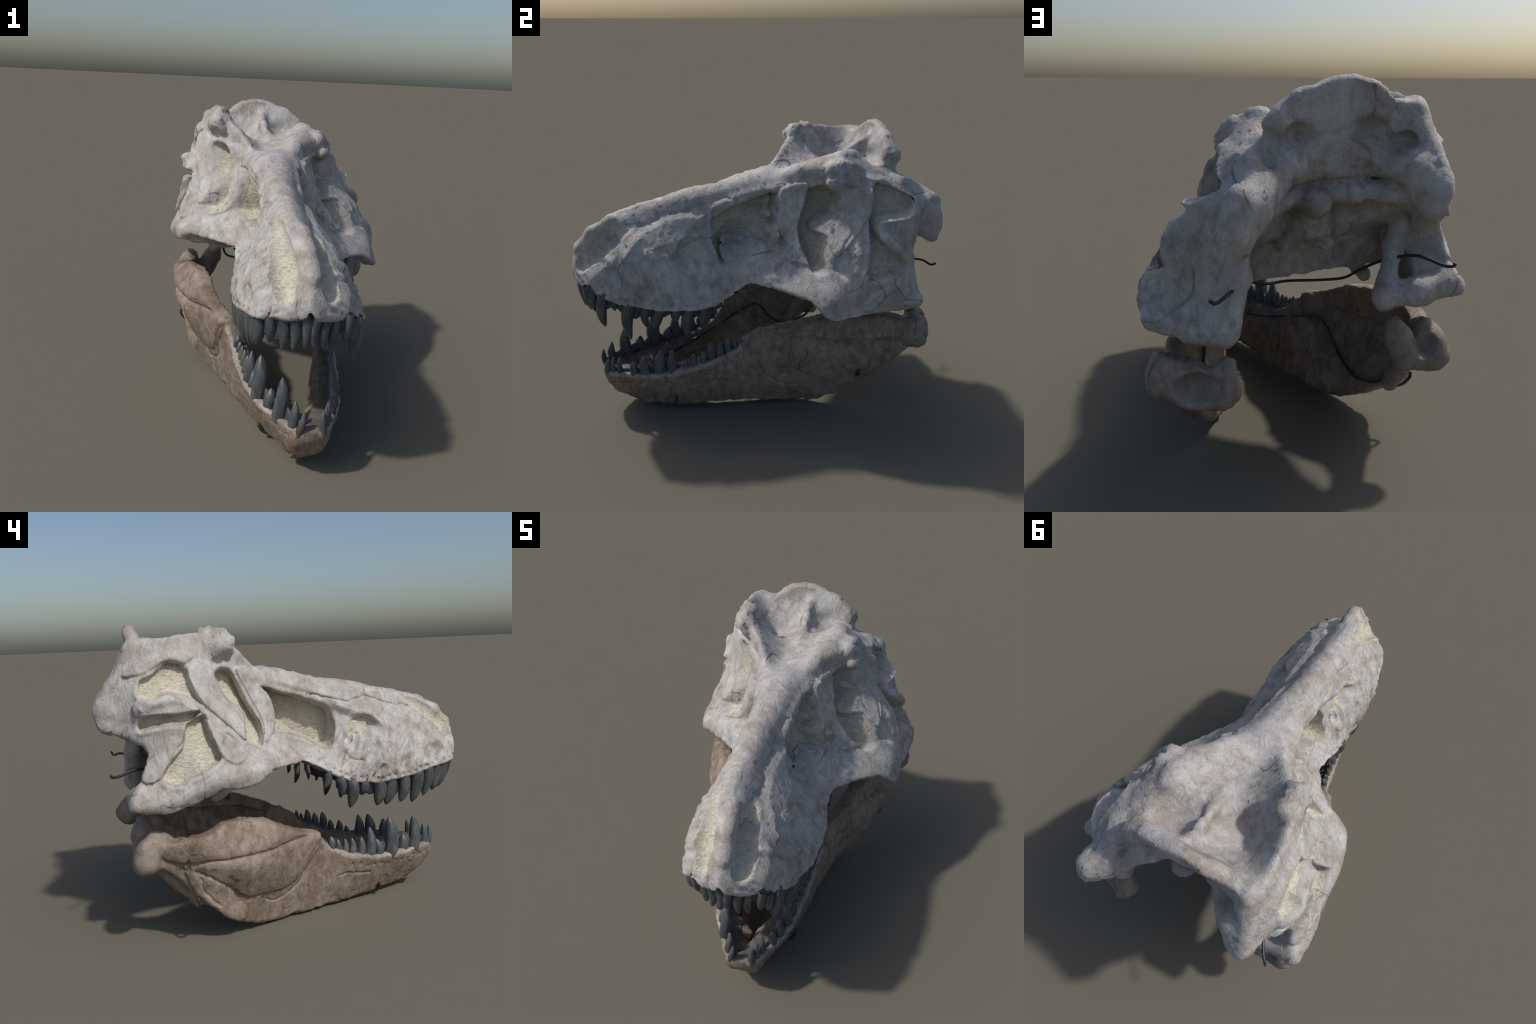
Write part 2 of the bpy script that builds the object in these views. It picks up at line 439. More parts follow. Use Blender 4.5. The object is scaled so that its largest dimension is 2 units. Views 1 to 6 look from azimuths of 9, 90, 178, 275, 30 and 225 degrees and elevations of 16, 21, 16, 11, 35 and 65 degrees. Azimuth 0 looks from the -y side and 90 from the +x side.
def build_cranium():
    so = Solid((-1.11, -.58, .55), (.95, .85, 1.57))
    s1, w1, z1 = so.ax
    S, Z = np.meshgrid(s1, z1, indexing='ij')
    R = Sheet(WALL_R)(S, Z)
    L = Sheet(WALL_L)(S, Z)
    R = R + side_relief(S, Z, OPEN_R, HOLLOW_R, RIDGE_R, PLATE_R, DIP_R, CRACK_R, LIP_R, 11)
    L = L - side_relief(S, Z, OPEN_L, HOLLOW_L, RIDGE_L, PLATE_L, DIP_L, CRACK_L, LIP_L, 47)
    axis = .085 - .07 * (Z - 1.0)                     # openings never meet through the snout
    R = np.where(S < .35, np.minimum(R, axis - .015), R)
    L = np.where(S < .35, np.maximum(L, axis + .015), L)
    gR, gL = grad_norm(R, so.h), grad_norm(L, so.h)
    w = w1[None, :, None]
    z = z1[None, None, :]
    s = s1[:, None, None]
    f32 = np.float32
    gR, gL = np.maximum(gR, .35), np.maximum(gL, .35)
    f = smax(((R[:, None, :] - w) * gR[:, None, :]).astype(f32), ((w - L[:, None, :]) * gL[:, None, :]).astype(f32), f32(.03))
    Sw, Ww = np.meshgrid(s1, w1, indexing='ij')
    T = Sheet(ROOF)(Sw, Ww)
    gT = np.maximum(grad_norm(T, so.h), .4)
    f = smax(f, ((z - T[:, :, None]) * gT[:, :, None]).astype(f32), f32(.045))
    # underside: lips, palate, open hollow behind
    lr, ll = np.interp(s1, *LIP_R), np.interp(s1, *LIP_L)
    wr = Sheet(WALL_R)(s1, lr + .03)
    wl = Sheet(WALL_L)(s1, ll + .03)
    u = np.clip((Ww - wr[:, None]) / (wl - wr)[:, None], 0, 1)
    lipz = lr[:, None] * (1 - u) + ll[:, None] * u
    edge = np.minimum(Ww - wr[:, None], wl[:, None] - Ww)
    thick = np.interp(s1, [-1.1, -.6, 0, .2, .42, .6, .76, .95], [.07, .07, .07, .05, .12, .14, .20, .25])
    ceil = np.interp(s1, [-1.1, -.9, -.1, .05, .2, .36, .44, .62, .7, .95], [.84, .80, .80, .78, .73, .73, .90, 1.0, 1.02, 1.05])
    rise = sstep((edge - thick[:, None]) / .05)
    B = lipz + (np.maximum(ceil[:, None] + .06 * (.12 - Ww), lipz - .05) - lipz) * rise
    gB = np.maximum(grad_norm(B, so.h), .35)
    f = smax(f, ((B[:, :, None] - z) * gB[:, :, None]).astype(f32), f32(.015))
    Wz, Zw = np.meshgrid(w1, z1, indexing='ij')
    C = Sheet(SNOUT)(Wz, Zw)
    f = smax(f, ((C[None] - s) * np.maximum(grad_norm(C, so.h), .35)[None]).astype(f32), f32(.04))
    K = Sheet(REAR)(Wz, Zw)
    gK = np.maximum(grad_norm(K, so.h), .4)
    f = smax(f, ((s - K[None]) * gK[None]).astype(f32), f32(.04))
    so.f = f
    # nuchal crest: an upright blade across the back of the roof
    crest_w = [-.28, -.236, -.185, -.145, -.105, -.055, .011, .066, .139, .219, .289, .33]
    crest_z = [1.39, 1.433, 1.45, 1.452, 1.485, 1.515, 1.535, 1.53, 1.505, 1.48, 1.425, 1.36]
    sl, a, b, c = so.box((.58, -.33, 1.15), (.82, .36, 1.57))
    top = np.interp(b[0, :, 0], crest_w, crest_z)[None, :, None]
    dz = np.clip(1.5 - c, 0, .4)
    mid = .69 - .25 * dz
    d = np.abs(a - mid) - (.03 + .08 * dz)
    d = smax(d, c - top, .03)
    d = smax(d, np.abs(b - .03) - .285, .05)
    d = smax(d, 1.17 - c, .03)
    so.add(d, sl, .05)
    for axis, rad in (NARIS_R, NARIS_L):
        so.rod(axis, rad, .012, cut=True)
    so.rod([(-1.01, .10, .85), (-.995, .10, .94), (-.93, .095, 1.02), (-.83, .085, 1.07)], [.03, .03, .03, .03], .02)
    # bosses above the orbits
    so.ball((.30, -.215, 1.42), (.085, .055, .06), .03)
    so.ball((.345, -.20, 1.455), (.05, .04, .04), .02)
    so.ball((.25, -.20, 1.385), (.03, .03, .03), .02)
    so.ball((.36, .345, 1.325), (.085, .055, .06), .03)
    so.ball((.33, .375, 1.27), (.055, .04, .04), .02)
    so.rod([(.40, .28, 1.37), (.45, .27, 1.38)], [.04, .03], .04)
    so.ball((.69, .38, 1.225), (.07, .06, .06), .04)
    so.rod([(.36, .075, 1.325), (.45, .07, 1.345), (.54, .065, 1.375), (.63, .06, 1.44)], [.008, .01, .012, .014], .05)
    so.ball((.575, .19, 1.37), (.05, .08, .04), .05, cut=True)
    so.ball((.685, .28, 1.375), (.035, .05, .03), .05)
    # squamosal / paroccipital wings
    so.rod([(.69, .22, 1.22), (.79, .36, 1.17), (.835, .44, 1.14), (.845, .475, 1.04), (.84, .50, .97)], [.045, .045, .05, .045, .035], .06)
    so.rod([(.74, .33, 1.16), (.80, .40, 1.10), (.81, .44, .99)], [.04, .045, .035], .05)
    so.rod([(.70, -.12, 1.22), (.76, -.2, 1.2), (.80, -.25, 1.14), (.805, -.245, 1.09)], [.045, .055, .05, .04], .06)
    so.ball((.81, -.275, 1.07), (.035, .035, .03), .03)
    # occipital shelf, median ridge and pockets
    so.rod([(.70, .28, 1.22), (.645, .17, 1.27), (.62, .03, 1.275), (.66, -.12, 1.24), (.74, -.22, 1.23)], [.022, .024, .024, .024, .03], .05)
    so.rod([(.68, .08, 1.46), (.655, .085, 1.38), (.655, .09, 1.33)], [.015, .02, .024], .03)
    so.ball((.72, -.17, 1.31), (.05, .05, .025), .02, cut=True)
    so.ball((.70, -.05, 1.35), (.045, .06, .04), .03, cut=True)
    so.ball((.70, .2, 1.33), (.045, .05, .04), .03, cut=True)
    so.ball((.75, .33, 1.28), (.05, .03, .05), .02, cut=True)
    so.ball((.69, -.1, 1.14), (.08, .06, .035), .03, cut=True)
    so.ball((.69, .24, 1.1), (.08, .05, .045), .03, cut=True)
    # brain case, condyle and the processes below it
    so.ball((.645, .117, 1.085), (.06, .055, .05), .03)
    so.rod([(.58, .115, 1.1), (.55, .10, 1.0), (.50, .10, .96)], [.06, .065, .05], .05)
    so.rod([(.55, .09, 1.0), (.50, .03, .90)], [.04, .03], .03)
    so.rod([(.55, .13, 1.0), (.50, .2, .90)], [.04, .03], .03)
    so.rod([(.58, .06, 1.12), (.72, -.2, 1.12)], [.04, .04], .03)
    so.rod([(.58, .18, 1.12), (.74, .36, 1.08)], [.04, .04], .03)
    # quadrates: condyles that meet the lower jaw
    so.rod([(.70, -.38, .755), (.69, -.28, .73), (.66, -.16, .70)], [.045, .05, .045], .04)
    so.rod([(.66, -.16, .71), (.56, -.24, .88), (.54, -.27, 1.0)], [.04, .035, .03], .04)
    so.rod([(.63, .68, .70), (.69, .57, .67), (.735, .49, .65)], [.04, .045, .04], .04)
    so.rod([(.735, .48, .68), (.72, .43, .85), (.71, .42, 1.0)], [.04, .04, .04], .04)
    so.ball((.64, .72, .715), (.045, .04, .04), .03)
    # bony pegs of the palate
    so.rod([(.1, .40, .75), (.22, .43, .64)], [.045, .035], .03)
    so.rod([(.2, -.16, .78), (.34, -.22, .70)], [.04, .03], .03)
    V, Q = so.mesh()
    return V, Q


# ------------------------------------------------------------------ lower jaw
JAW_R = [(-.945, .26, .10), (-.93, .2, .085), (-.90, .12, .10), (-.784, .26, -.007), (-.632, .265, -.072), (-.442, .30, -.119), (-.306, .36, -.138),
         (-.234, .44, -.17), (-.153, .5, -.20), (-.015, .55, -.255), (.234, .59, -.32), (.333, .45, -.415), (.25, .38, -.40), (.1, .36, -.335), (.41, .53, -.43),
         (.3, .27, -.345), (.394, .15, -.365), (.433, .239, -.374), (.3, .05, -.33), (.1, .15, -.245), (.07, .03, -.20), (-.115, .03, -.14),
         (-.257, .04, -.09), (-.56, .05, .005), (-.69, .05, .06), (-.8, .05, .10), (-.1, .3, -.20), (-.4, .15, -.085), (.6, .45, -.385), (.7, .5, -.39)]
JAW_L = [(-.94, .26, .215), (-.907, .22, .24), (-.90, .12, .215), (-.8, .05, .20), (-.808, .26, .29), (-.702, .258, .335), (-.572, .27, .355), (-.485, .3, .37), (-.304, .37, .38),
         (-.15, .48, .40), (0, .51, .435), (.25, .57, .51), (.477, .45, .65), (.314, .35, .63), (.12, .38, .545), (.066, .25, .485), (-.304, .12, .38),
         (-.551, .08, .325), (.1, .05, .44), (.3, .15, .56), (-.735, .03, .225), (-.1, .3, .425), (.65, .5, .675), (.5, .57, .63), (.45, .28, .625)]
TOP_R = ([-.95, -.913, -.728, -.544, -.368, -.266, -.205, -.19, -.094, .0, .12, .248, .338, .427, .523, .6, .7, .8],
         [.24, .262, .257, .265, .30, .35, .42, .45, .483, .525, .578, .603, .60, .572, .556, .55, .55, .55])
BOT_R = ([-.95, -.92, -.873, -.792, -.713, -.5, -.3, -.107, .06, .168, .262, .34, .426, .486, .565, .635, .7, .8],
         [.22, .17, .11, .045, .025, .018, .012, .008, .006, .025, .075, .135, .212, .285, .375, .415, .42, .42])
TOP_L = ([-.95, -.9, -.757, -.617, -.478, -.337, -.232, -.175, -.116, .0, .143, .254, .388, .543, .62, .7, .8],
         [.25, .262, .255, .262, .286, .328, .372, .425, .465, .502, .545, .572, .596, .597, .575, .57, .57])
BOT_L = ([-.95, -.92, -.877, -.801, -.733, -.58, -.414, -.2, -.057, .073, .167, .271, .407, .549, .655, .75, .8],
         [.23, .18, .11, .045, .02, .022, .035, .035, .018, .012, .02, .06, .19, .30, .40, .44, .44])


def build_jaw(side):
    right = side == 'R'
    so = Solid((-.99, -.5, -.03), (.83, .22, .7)) if right else Solid((-.99, .1, -.03), (.92, .8, .7))
    s1, w1, z1 = so.ax
    S, Z = np.meshgrid(s1, z1, indexing='ij')
    O = Sheet(JAW_R if right else JAW_L)(S, Z)
    sg = 1 if right else -1
    D = np.zeros(S.shape)
    # overlapping plates: surangular lobe, angular lobe, upper shelf
    if right:
        plates = [(.018, .016, [(.534, .432), (.4, .445), (.28, .436), (.128, .433), (-.05, .457), (-.195, .45), (-.174, .376), (-.108, .293), (-.043, .223), (.035, .196), (.15, .211), (.223, .21), (.32, .301), (.425, .377), (.505, .402)]),
                  (.02, .016, [(.526, .404), (.425, .371), (.331, .304), (.269, .21), (.226, .142), (.251, .09), (.349, .13), (.451, .24)]),
                  (.022, .02, [(.637, .549), (.527, .56), (.348, .62), (.193, .62), (-.051, .51), (-.195, .46), (-.063, .455), (.127, .444), (.28, .447), (.421, .447), (.544, .444), (.622, .474)])]
        hol = [(.006, .06, [(.5, .42), (.3, .42), (.12, .40), (.14, .26), (.24, .22), (.34, .31)])]
    else:
        plates = [(.016, .014, [(-.022, .432), (.104, .469), (.238, .47), (.372, .455), (.536, .472), (.527, .391), (.498, .321), (.427, .285), (.313, .271), (.269, .218), (.201, .22), (.131, .239), (.044, .279), (.002, .361)]),
                  (.014, .012, [(.532, .461), (.518, .375), (.488, .316), (.452, .267), (.523, .29), (.658, .42)]),
                  (.018, .02, [(-.102, .488), (-.032, .515), (.103, .56), (.235, .60), (.457, .63), (.551, .62), (.671, .59), (.714, .512), (.655, .472), (.536, .477), (.372, .46), (.238, .475), (.104, .491), (.005, .465)])]
        hol = [(.006, .06, [(.47, .44), (.3, .43), (.1, .36), (.2, .25), (.4, .3)])]
    for h, edge, o in plates:
        sd_ = sd_outline(S, Z, o)
        D -= h * sstep((.3 * edge - sd_) / edge) * (.7 + .3 * sstep(-sd_ / .04))
    for dep, edge, o in hol:
        D += dep * sstep(-sd_outline(S, Z, o) / edge)
    P = np.c_[S.ravel(), Z.ravel(), np.zeros(S.size)]
    jit = (noise3(P, 25, 5) * .008).reshape(S.shape)
    cr = [[(-.19, .42), (-.12, .33), (-.08, .22), (.02, .15), (.12, .16)], [(-.5, .17), (-.4, .19), (-.3, .18)], [(.45, .36), (.42, .28), (.36, .2)]]
    for l in cr:
        D += .008 * np.exp(-(seg_dist(S + jit, Z - jit, curve(l, 6, False), False) / .006) ** 2)
    top = TOP_R if right else TOP_L
    for i, s0 in enumerate(np.arange(-.88, -.36, .045)):
        D += .009 * np.exp(-((S - s0) ** 2 + (Z - np.interp(s0, *top) + .055 + .006 * math.sin(i * 2.3)) ** 2) / .008 ** 2)
    if not right:
        D += .014 * np.exp(-((S - .19) ** 2 + (Z - .40) ** 2) / .011 ** 2) + .012 * np.exp(-((S - .02) ** 2 + (Z - .22) ** 2) / .011 ** 2)
    O = O + sg * D
    bot = BOT_R if right else BOT_L
    tz, bz = np.interp(s1, *top), np.interp(s1, *bot)
    v = np.clip((Z - bz[:, None]) / np.maximum(tz - bz, .02)[:, None], 0, 1)
    th = np.interp(s1, [-1, -.7, -.3, 0, .4, .7], [.12, .12, .10, .085, .08, .09] if not right else [.09, .09, .085, .085, .08, .09])[:, None] * (1 + 0 * Z)
    hole = sstep((S + .05) / .2) * sstep((.6 - S) / .1) * np.exp(-((v - .5) / .28) ** 2)
    th = th - .02 * hole
    # symphysis: the tips thicken to meet near the midline
    sym = sstep((-.60 - S) / .12)
    face = .163 - .010 if right else .163 + .010
    I = O + sg * th
    I = I + (np.where(sg * (face - I) > 0, face, I) - I) * sym * sstep((tz[:, None] - .01 - Z) / .05)
    gO, gI = np.maximum(grad_norm(O, so.h), .35), np.maximum(grad_norm(I, so.h), .35)
    w = w1[None, :, None]
    f = smax(sg * (O[:, None, :] - w) * gO[:, None, :], sg * (w - I[:, None, :]) * gI[:, None, :], .025)
    g = lambda a: (1 / np.sqrt(1 + np.gradient(a, so.h) ** 2))[:, None, None]
    z = z1[None, None, :]
    f = smax(f, (z - tz[:, None, None]) * g(tz), .025)
    f = smax(f, (bz[:, None, None] - z) * g(bz), .03)
    f = smax(f, (s1[:, None, None] - .72) + 0 * z, .04)
    f = smax(f, (-.95 - s1[:, None, None]) + 0 * z, .04)
    so.f = f.astype(np.float32)
    if right:
        so.rod([(.645, -.35, .56), (.68, -.37, .50), (.69, -.38, .46)], [.04, .05, .05], .03)
        so.rod([(.695, -.19, .60), (.695, -.215, .54), (.69, -.26, .47)], [.035, .05, .05], .03)
        so.rod([(.69, -.26, .46), (.69, -.37, .45)], [.05, .05], .04)
        so.ball((.60, -.36, .545), (.03, .04, .035), .02)
        so.ball((.755, -.31, .52), (.07, .05, .05), .02, cut=True)
        so.rod([(.45, -.31, .22), (.55, -.29, .33), (.66, -.27, .44)], [.035, .035, .04], .04)
    else:
        so.rod([(.67, .68, .50), (.73, .60, .48), (.775, .51, .47)], [.075, .075, .07], .03)
        so.rod([(.69, .70, .57), (.69, .71, .48)], [.04, .045], .03)
        so.rod([(.76, .49, .55), (.80, .49, .49)], [.035, .035], .03)
        so.ball((.82, .61, .50), (.09, .10, .06), .02, cut=True)
        so.ball((.67, .60, .62), (.06, .10, .05), .02, cut=True)
        so.rod([(.45, .57, .27), (.6, .58, .37), (.7, .58, .43)], [.03, .03, .03], .04)
    return so.mesh()


# ------------------------------------------------------------------ materials
def nodes_of(name):
    m = bpy.data.materials.new(name)
    m.use_nodes = True
    nt = m.node_tree
    return m, nt, nt.nodes['Principled BSDF']


def coords(nt, scale=(1, 1, 1), rot=(0, 0, 0)):
    tc = nt.nodes.new('ShaderNodeTexCoord')
    mp = nt.nodes.new('ShaderNodeMapping')
    mp.inputs['Scale'].default_value = scale
    mp.inputs['Rotation'].default_value = rot
    nt.links.new(tc.outputs['Object'], mp.inputs['Vector'])
    return mp.outputs['Vector']


def noise(nt, vec, scale, detail=6, rough=.6, dist=0):
    n = nt.nodes.new('ShaderNodeTexNoise')
    n.inputs['Scale'].default_value = scale
    n.inputs['Detail'].default_value = detail
    n.inputs['Roughness'].default_value = rough
    n.inputs['Distortion'].default_value = dist
    nt.links.new(vec, n.inputs['Vector'])
    return n.outputs['Fac']


def ramp(nt, fac, stops, interp='LINEAR'):
    r = nt.nodes.new('ShaderNodeValToRGB')
    r.color_ramp.interpolation = interp
    e = r.color_ramp.elements
    while len(e) < len(stops):
        e.new(.5)
    for el, (p, c) in zip(e, stops):
        el.position = p
        el.color = (*c, 1) if len(c) == 3 else c
    nt.links.new(fac, r.inputs['Fac'])
    return r.outputs['Color']


def mix(nt, fac, a, b, mode='MIX'):
    m = nt.nodes.new('ShaderNodeMix')
    m.data_type = 'RGBA'
    m.blend_type = mode
    for sock, v in ((m.inputs[0], fac), (m.inputs[6], a), (m.inputs[7], b)):
        if hasattr(v, 'is_output'):
            nt.links.new(v, sock)
        elif isinstance(v, (int, float)):
            sock.default_value = v
        else:
            sock.default_value = (*v, 1)
    return m.outputs[2]


def bump(nt, bsdf, heights):
    prev = None
    for h, strength, dist in heights:
        b = nt.nodes.new('ShaderNodeBump')
        b.inputs['Strength'].default_value = strength
        b.inputs['Distance'].default_value = dist
        nt.links.new(h, b.inputs['Height'])
        if prev:
            nt.links.new(prev, b.inputs['Normal'])
        prev = b.outputs['Normal']
    nt.links.new(prev, bsdf.inputs['Normal'])


def bone_material(name, dark, mid, light, stain, rough=.5):
    m, nt, b = nodes_of(name)
    v = coords(nt)
    vs = coords(nt, (1, 1, .6), (.3, .25, .27))
    big = noise(nt, v, 5.5, 5, .6, .6)
    med = noise(nt, vs, 24, 8, .7, .6)
    fine = noise(nt, vs, 110, 4, .7)
    col = ramp(nt, med, [(.26, dark), (.42, mid), (.64, light), (.80, light)])
    st = ramp(nt, big, [(.47, (0, 0, 0)), (.66, (.6, .6, .6))])
    col = mix(nt, st, col, stain)
    pale = noise(nt, coords(nt, (1, 1, 1), (1, .4, .2)), 3.4, 6, .62, .8)
    col = mix(nt, ramp(nt, pale, [(.50, (0, 0, 0)), (.68, (.6, .6, .6))]), col, tuple(min(1, x * 1.08) for x in light))
    sp = ramp(nt, fine, [(.28, (.80, .78, .76)), (.46, (1, 1, 1)), (.75, (1.06, 1.06, 1.06))])
    col = mix(nt, 1.0, col, sp, 'MULTIPLY')
    # hairline cracks
    wob = nt.nodes.new('ShaderNodeTexNoise')
    wob.inputs['Scale'].default_value = 14
    nt.links.new(v, wob.inputs['Vector'])
    warp = mix(nt, .12, v, wob.outputs['Color'])
    vo = nt.nodes.new('ShaderNodeTexVoronoi')
    vo.feature = 'DISTANCE_TO_EDGE'
    vo.inputs['Scale'].default_value = 9
    nt.links.new(warp, vo.inputs['Vector'])
    line = ramp(nt, vo.outputs['Distance'], [(.0, (1, 1, 1)), (.012, (0, 0, 0))])
    msk = ramp(nt, noise(nt, v, 7, 3), [(.57, (0, 0, 0)), (.63, (.6, .6, .6))])
    line = mix(nt, 1.0, line, msk, 'MULTIPLY')
    col = mix(nt, mix(nt, 1.0, line, (.6, .6, .6), 'MULTIPLY'), col, tuple(x * .5 for x in dark))
    nt.links.new(col, b.inputs['Base Color'])
    b.inputs['Roughness'].default_value = rough
    b.inputs['Specular IOR Level'].default_value = .35
    inv = nt.nodes.new('ShaderNodeInvert')
    nt.links.new(line, inv.inputs['Color'])
    bump(nt, b, [(med, .7, .014), (fine, .6, .005), (inv.outputs['Color'], .5, .004)])
    return m


def fill_material(name):
    m, nt, b = nodes_of(name)
    v = coords(nt, (1, 1, 1.9), (.5, .2, .27))
    a = noise(nt, v, 55, 4, .6, .7)
    c = noise(nt, coords(nt), 7, 4, .6)
    col = ramp(nt, a, [(.3, (.39, .355, .285)), (.5, (.55, .515, .43)), (.7, (.62, .59, .505))])
    col = mix(nt, 1.0, col, ramp(nt, c, [(.3, (.82, .81, .80)), (.65, (1.05, 1.05, 1.03))]), 'MULTIPLY')
    nt.links.new(col, b.inputs['Base Color'])
    b.inputs['Roughness'].default_value = .8
    bump(nt, b, [(a, .8, .012)])
    return m


def tooth_material(name):
    m, nt, b = nodes_of(name)
    v = coords(nt, (1, 1, .35))
    a = noise(nt, v, 40, 5, .6, .3)
    c = noise(nt, coords(nt), 9, 4, .6, .5)
    col = ramp(nt, a, [(.3, (.04, .046, .052)), (.55, (.075, .085, .094)), (.75, (.13, .138, .14))])
    col = mix(nt, ramp(nt, c, [(.55, (0, 0, 0)), (.75, (.6, .6, .6))]), col, (.20, .17, .12))
    nt.links.new(col, b.inputs['Base Color'])
    b.inputs['Roughness'].default_value = .38
    bump(nt, b, [(a, .25, .004)])
    return m


def plain_material(name, c, rough, metal=0.0):
    m, nt, b = nodes_of(name)
    v = coords(nt)
    a = noise(nt, v, 30, 4)
    nt.links.new(ramp(nt, a, [(.3, tuple(x * .75 for x in c)), (.7, tuple(x * 1.2 for x in c))]), b.inputs['Base Color'])
    b.inputs['Roughness'].default_value = rough
    b.inputs['Metallic'].default_value = metal
    return m


# ------------------------------------------------------------------ assembling
def new_mesh(name, V, faces, mat, normals=None, parent=None, kind=None):
    me = bpy.data.meshes.new(name)
    V = np.asarray(V, float)
    F = np.asarray(faces, np.int32)
    k = F.shape[1]
    me.vertices.add(len(V))
    me.vertices.foreach_set('co', V.astype(np.float32).ravel())
    me.loops.add(F.size)
    me.loops.foreach_set('vertex_index', F.ravel())
    me.polygons.add(len(F))
    me.polygons.foreach_set('loop_start', np.arange(0, F.size, k, dtype=np.int32))
    me.polygons.foreach_set('use_smooth', np.ones(len(F), bool))
    me.update(calc_edges=True)
    me.materials.append(mat)
    if normals is None:
        bm = bmesh.new()
        bm.from_mesh(me)
        bmesh.ops.recalc_face_normals(bm, faces=bm.faces)
        bm.to_mesh(me)
        bm.free()
    else:
        me.normals_split_custom_set_from_vertices(normals)
    ob = bpy.data.objects.new(name, me)
    bpy.context.scene.collection.objects.link(ob)
    if parent:
        ob.parent = parent
    if kind:
        ob['kind'] = kind
    return ob


def split(V, Q, N, label, table, parent):
    """table: id -> (name, material).  Faces by label become separate objects with shared border."""
    out = {}
    for i, (name, mat) in table.items():
        q = Q[label == i]
        if len(q) < 8:
            continue
        ids, inv = np.unique(q, return_inverse=True)
        out[i] = new_mesh(name, V[ids], inv.reshape(-1, 4)[:, ::-1], mat, N[ids], parent)
    return out


def tube(path, rad, sides=8):
    p = curve(path, 6, False)
    t = np.gradient(p, axis=0)
    t /= np.linalg.norm(t, axis=1, keepdims=True) + 1e-9
    r = np.broadcast_to(rad, len(p)) if np.ndim(rad) == 0 else np.interp(np.linspace(0, 1, len(p)), np.linspace(0, 1, len(rad)), rad)
    up = np.array([.13, .2, 1.0])
    a = np.cross(t, up)
    a /= np.linalg.norm(a, axis=1, keepdims=True) + 1e-9
    b = np.cross(t, a)
    an = np.linspace(0, 2 * np.pi, sides, endpoint=False)
    V = (p[:, None] + r[:, None, None] * (np.cos(an)[None, :, None] * a[:, None] + np.sin(an)[None, :, None] * b[:, None])).reshape(-1, 3)
    n = len(p)
    F = []
    for i in range(n - 1):
        for j in range(sides):
            F.append((i * sides + j, i * sides + (j + 1) % sides, (i + 1) * sides + (j + 1) % sides, (i + 1) * sides + j))
    V = np.vstack([V, p[:1], p[-1:]])
    for j in range(sides):
        F.append((n * sides, (j + 1) % sides, j, j))
        F.append((n * sides + 1, (n - 1) * sides + j, (n - 1) * sides + (j + 1) % sides, (n - 1) * sides + (j + 1) % sides))
    return V, F


def tooth_shape(base, tip, width, depth, out, blunt=.12, sink=.03, seed=0):
    """A recurved, flattened cone from base to tip (skull frame); out = lateral unit vector."""
    base, tip, out = (np.array(x, float) for x in (base, tip, out))
    ax = tip - base
    L = np.linalg.norm(ax)
    ax /= L
    fwd = np.cross(out, ax)
    fwd /= np.linalg.norm(fwd)
    if fwd[0] > 0:
        fwd = -fwd
    lat = np.cross(ax, fwd)
    n, m = 16, 14
    t = np.linspace(-sink / L, 1, n)
    V = []
    an = np.linspace(0, 2 * np.pi, m, endpoint=False)
    for k, q in enumerate(t):
        u = max(q, 0)
        r = (1 - u ** 3.0) * (1 - blunt) + blunt * math.sqrt(max(1 - u ** 8, 0))
        r *= .94 + .06 * math.cos(q * 3 + seed)
        if q < 0:
            r *= 1 + .35 * q * L / sink
        c = base + ax * (q * L) + fwd * (.09 * L * math.sin(math.pi * np.clip(q, 0, 1)) * .8)
        r = max(r, .02)
        V.append(c + (np.cos(an)[:, None] * fwd * width * .5 + np.sin(an)[:, None] * lat * depth * .5) * r)
    V = np.vstack(V + [(base + ax * L * 1.01)[None]])
    F = []
    for i in range(n - 1):
        for j in range(m):
            F.append((i * m + j, i * m + (j + 1) % m, (i + 1) * m + (j + 1) % m, (i + 1) * m + j))
    for j in range(m):
        F.append(((n - 1) * m + j, (n - 1) * m + (j + 1) % m, n * m, n * m))
    return V, F


def tri_clean(V, F):
    """Quads and (a,b,c,c) triangles -> triangles."""
    T = []
    for a, b, c, d in F:
        T.append((a, b, c))
        if d != c and d != a:
            T.append((a, c, d))
    return V, [t for t in T if len(set(t)) == 3]


# teeth: (s at gum, z at gum, s at tip, z at tip, width)
TEETH_UL = [(-1.012, .785, -1.015, .655, .04, .13), (-1.005, .78, -1.003, .64, .042, .172), (-.985, .77, -.975, .63, .044, .212), (-.98, .765, -.964, .66, .042, .265), (-.957, .742, -.948, .65, .042), (-.911, .73, -.909, .569, .052), (-.852, .706, -.854, .66, .03),
            (-.785, .687, -.785, .493, .062), (-.703, .67, -.697, .559, .045), (-.626, .66, -.657, .543, .066), (-.545, .65, -.548, .583, .05),
            (-.478, .65, -.485, .479, .058), (-.399, .65, -.389, .501, .053), (-.343, .65, -.334, .596, .026), (-.281, .67, -.29, .605, .024),
            (-.223, .69, -.206, .591, .036), (-.173, .71, -.166, .654, .024)]
TEETH_UR = [(-1.01, .785, -1.015, .66, .042, .087), (-1.0, .785, -.998, .64, .045, .044), (-.975, .78, -.965, .63, .048, .003), (-.955, .77, -.924, .645, .05, -.045), (-.905, .75, -.88, .615, .055), (-.862, .74, -.845, .60, .055), (-.812, .73, -.787, .576, .062), (-.743, .715, -.716, .551, .07),
            (-.668, .70, -.652, .56, .068), (-.597, .69, -.566, .553, .066), (-.529, .685, -.517, .553, .07), (-.451, .685, -.43, .617, .051),
            (-.384, .69, -.37, .552, .062), (-.321, .705, -.33, .622, .051), (-.258, .735, -.235, .664, .04), (-.15, .775, -.155, .742, .02),
            (-.094, .78, -.086, .749, .022)]
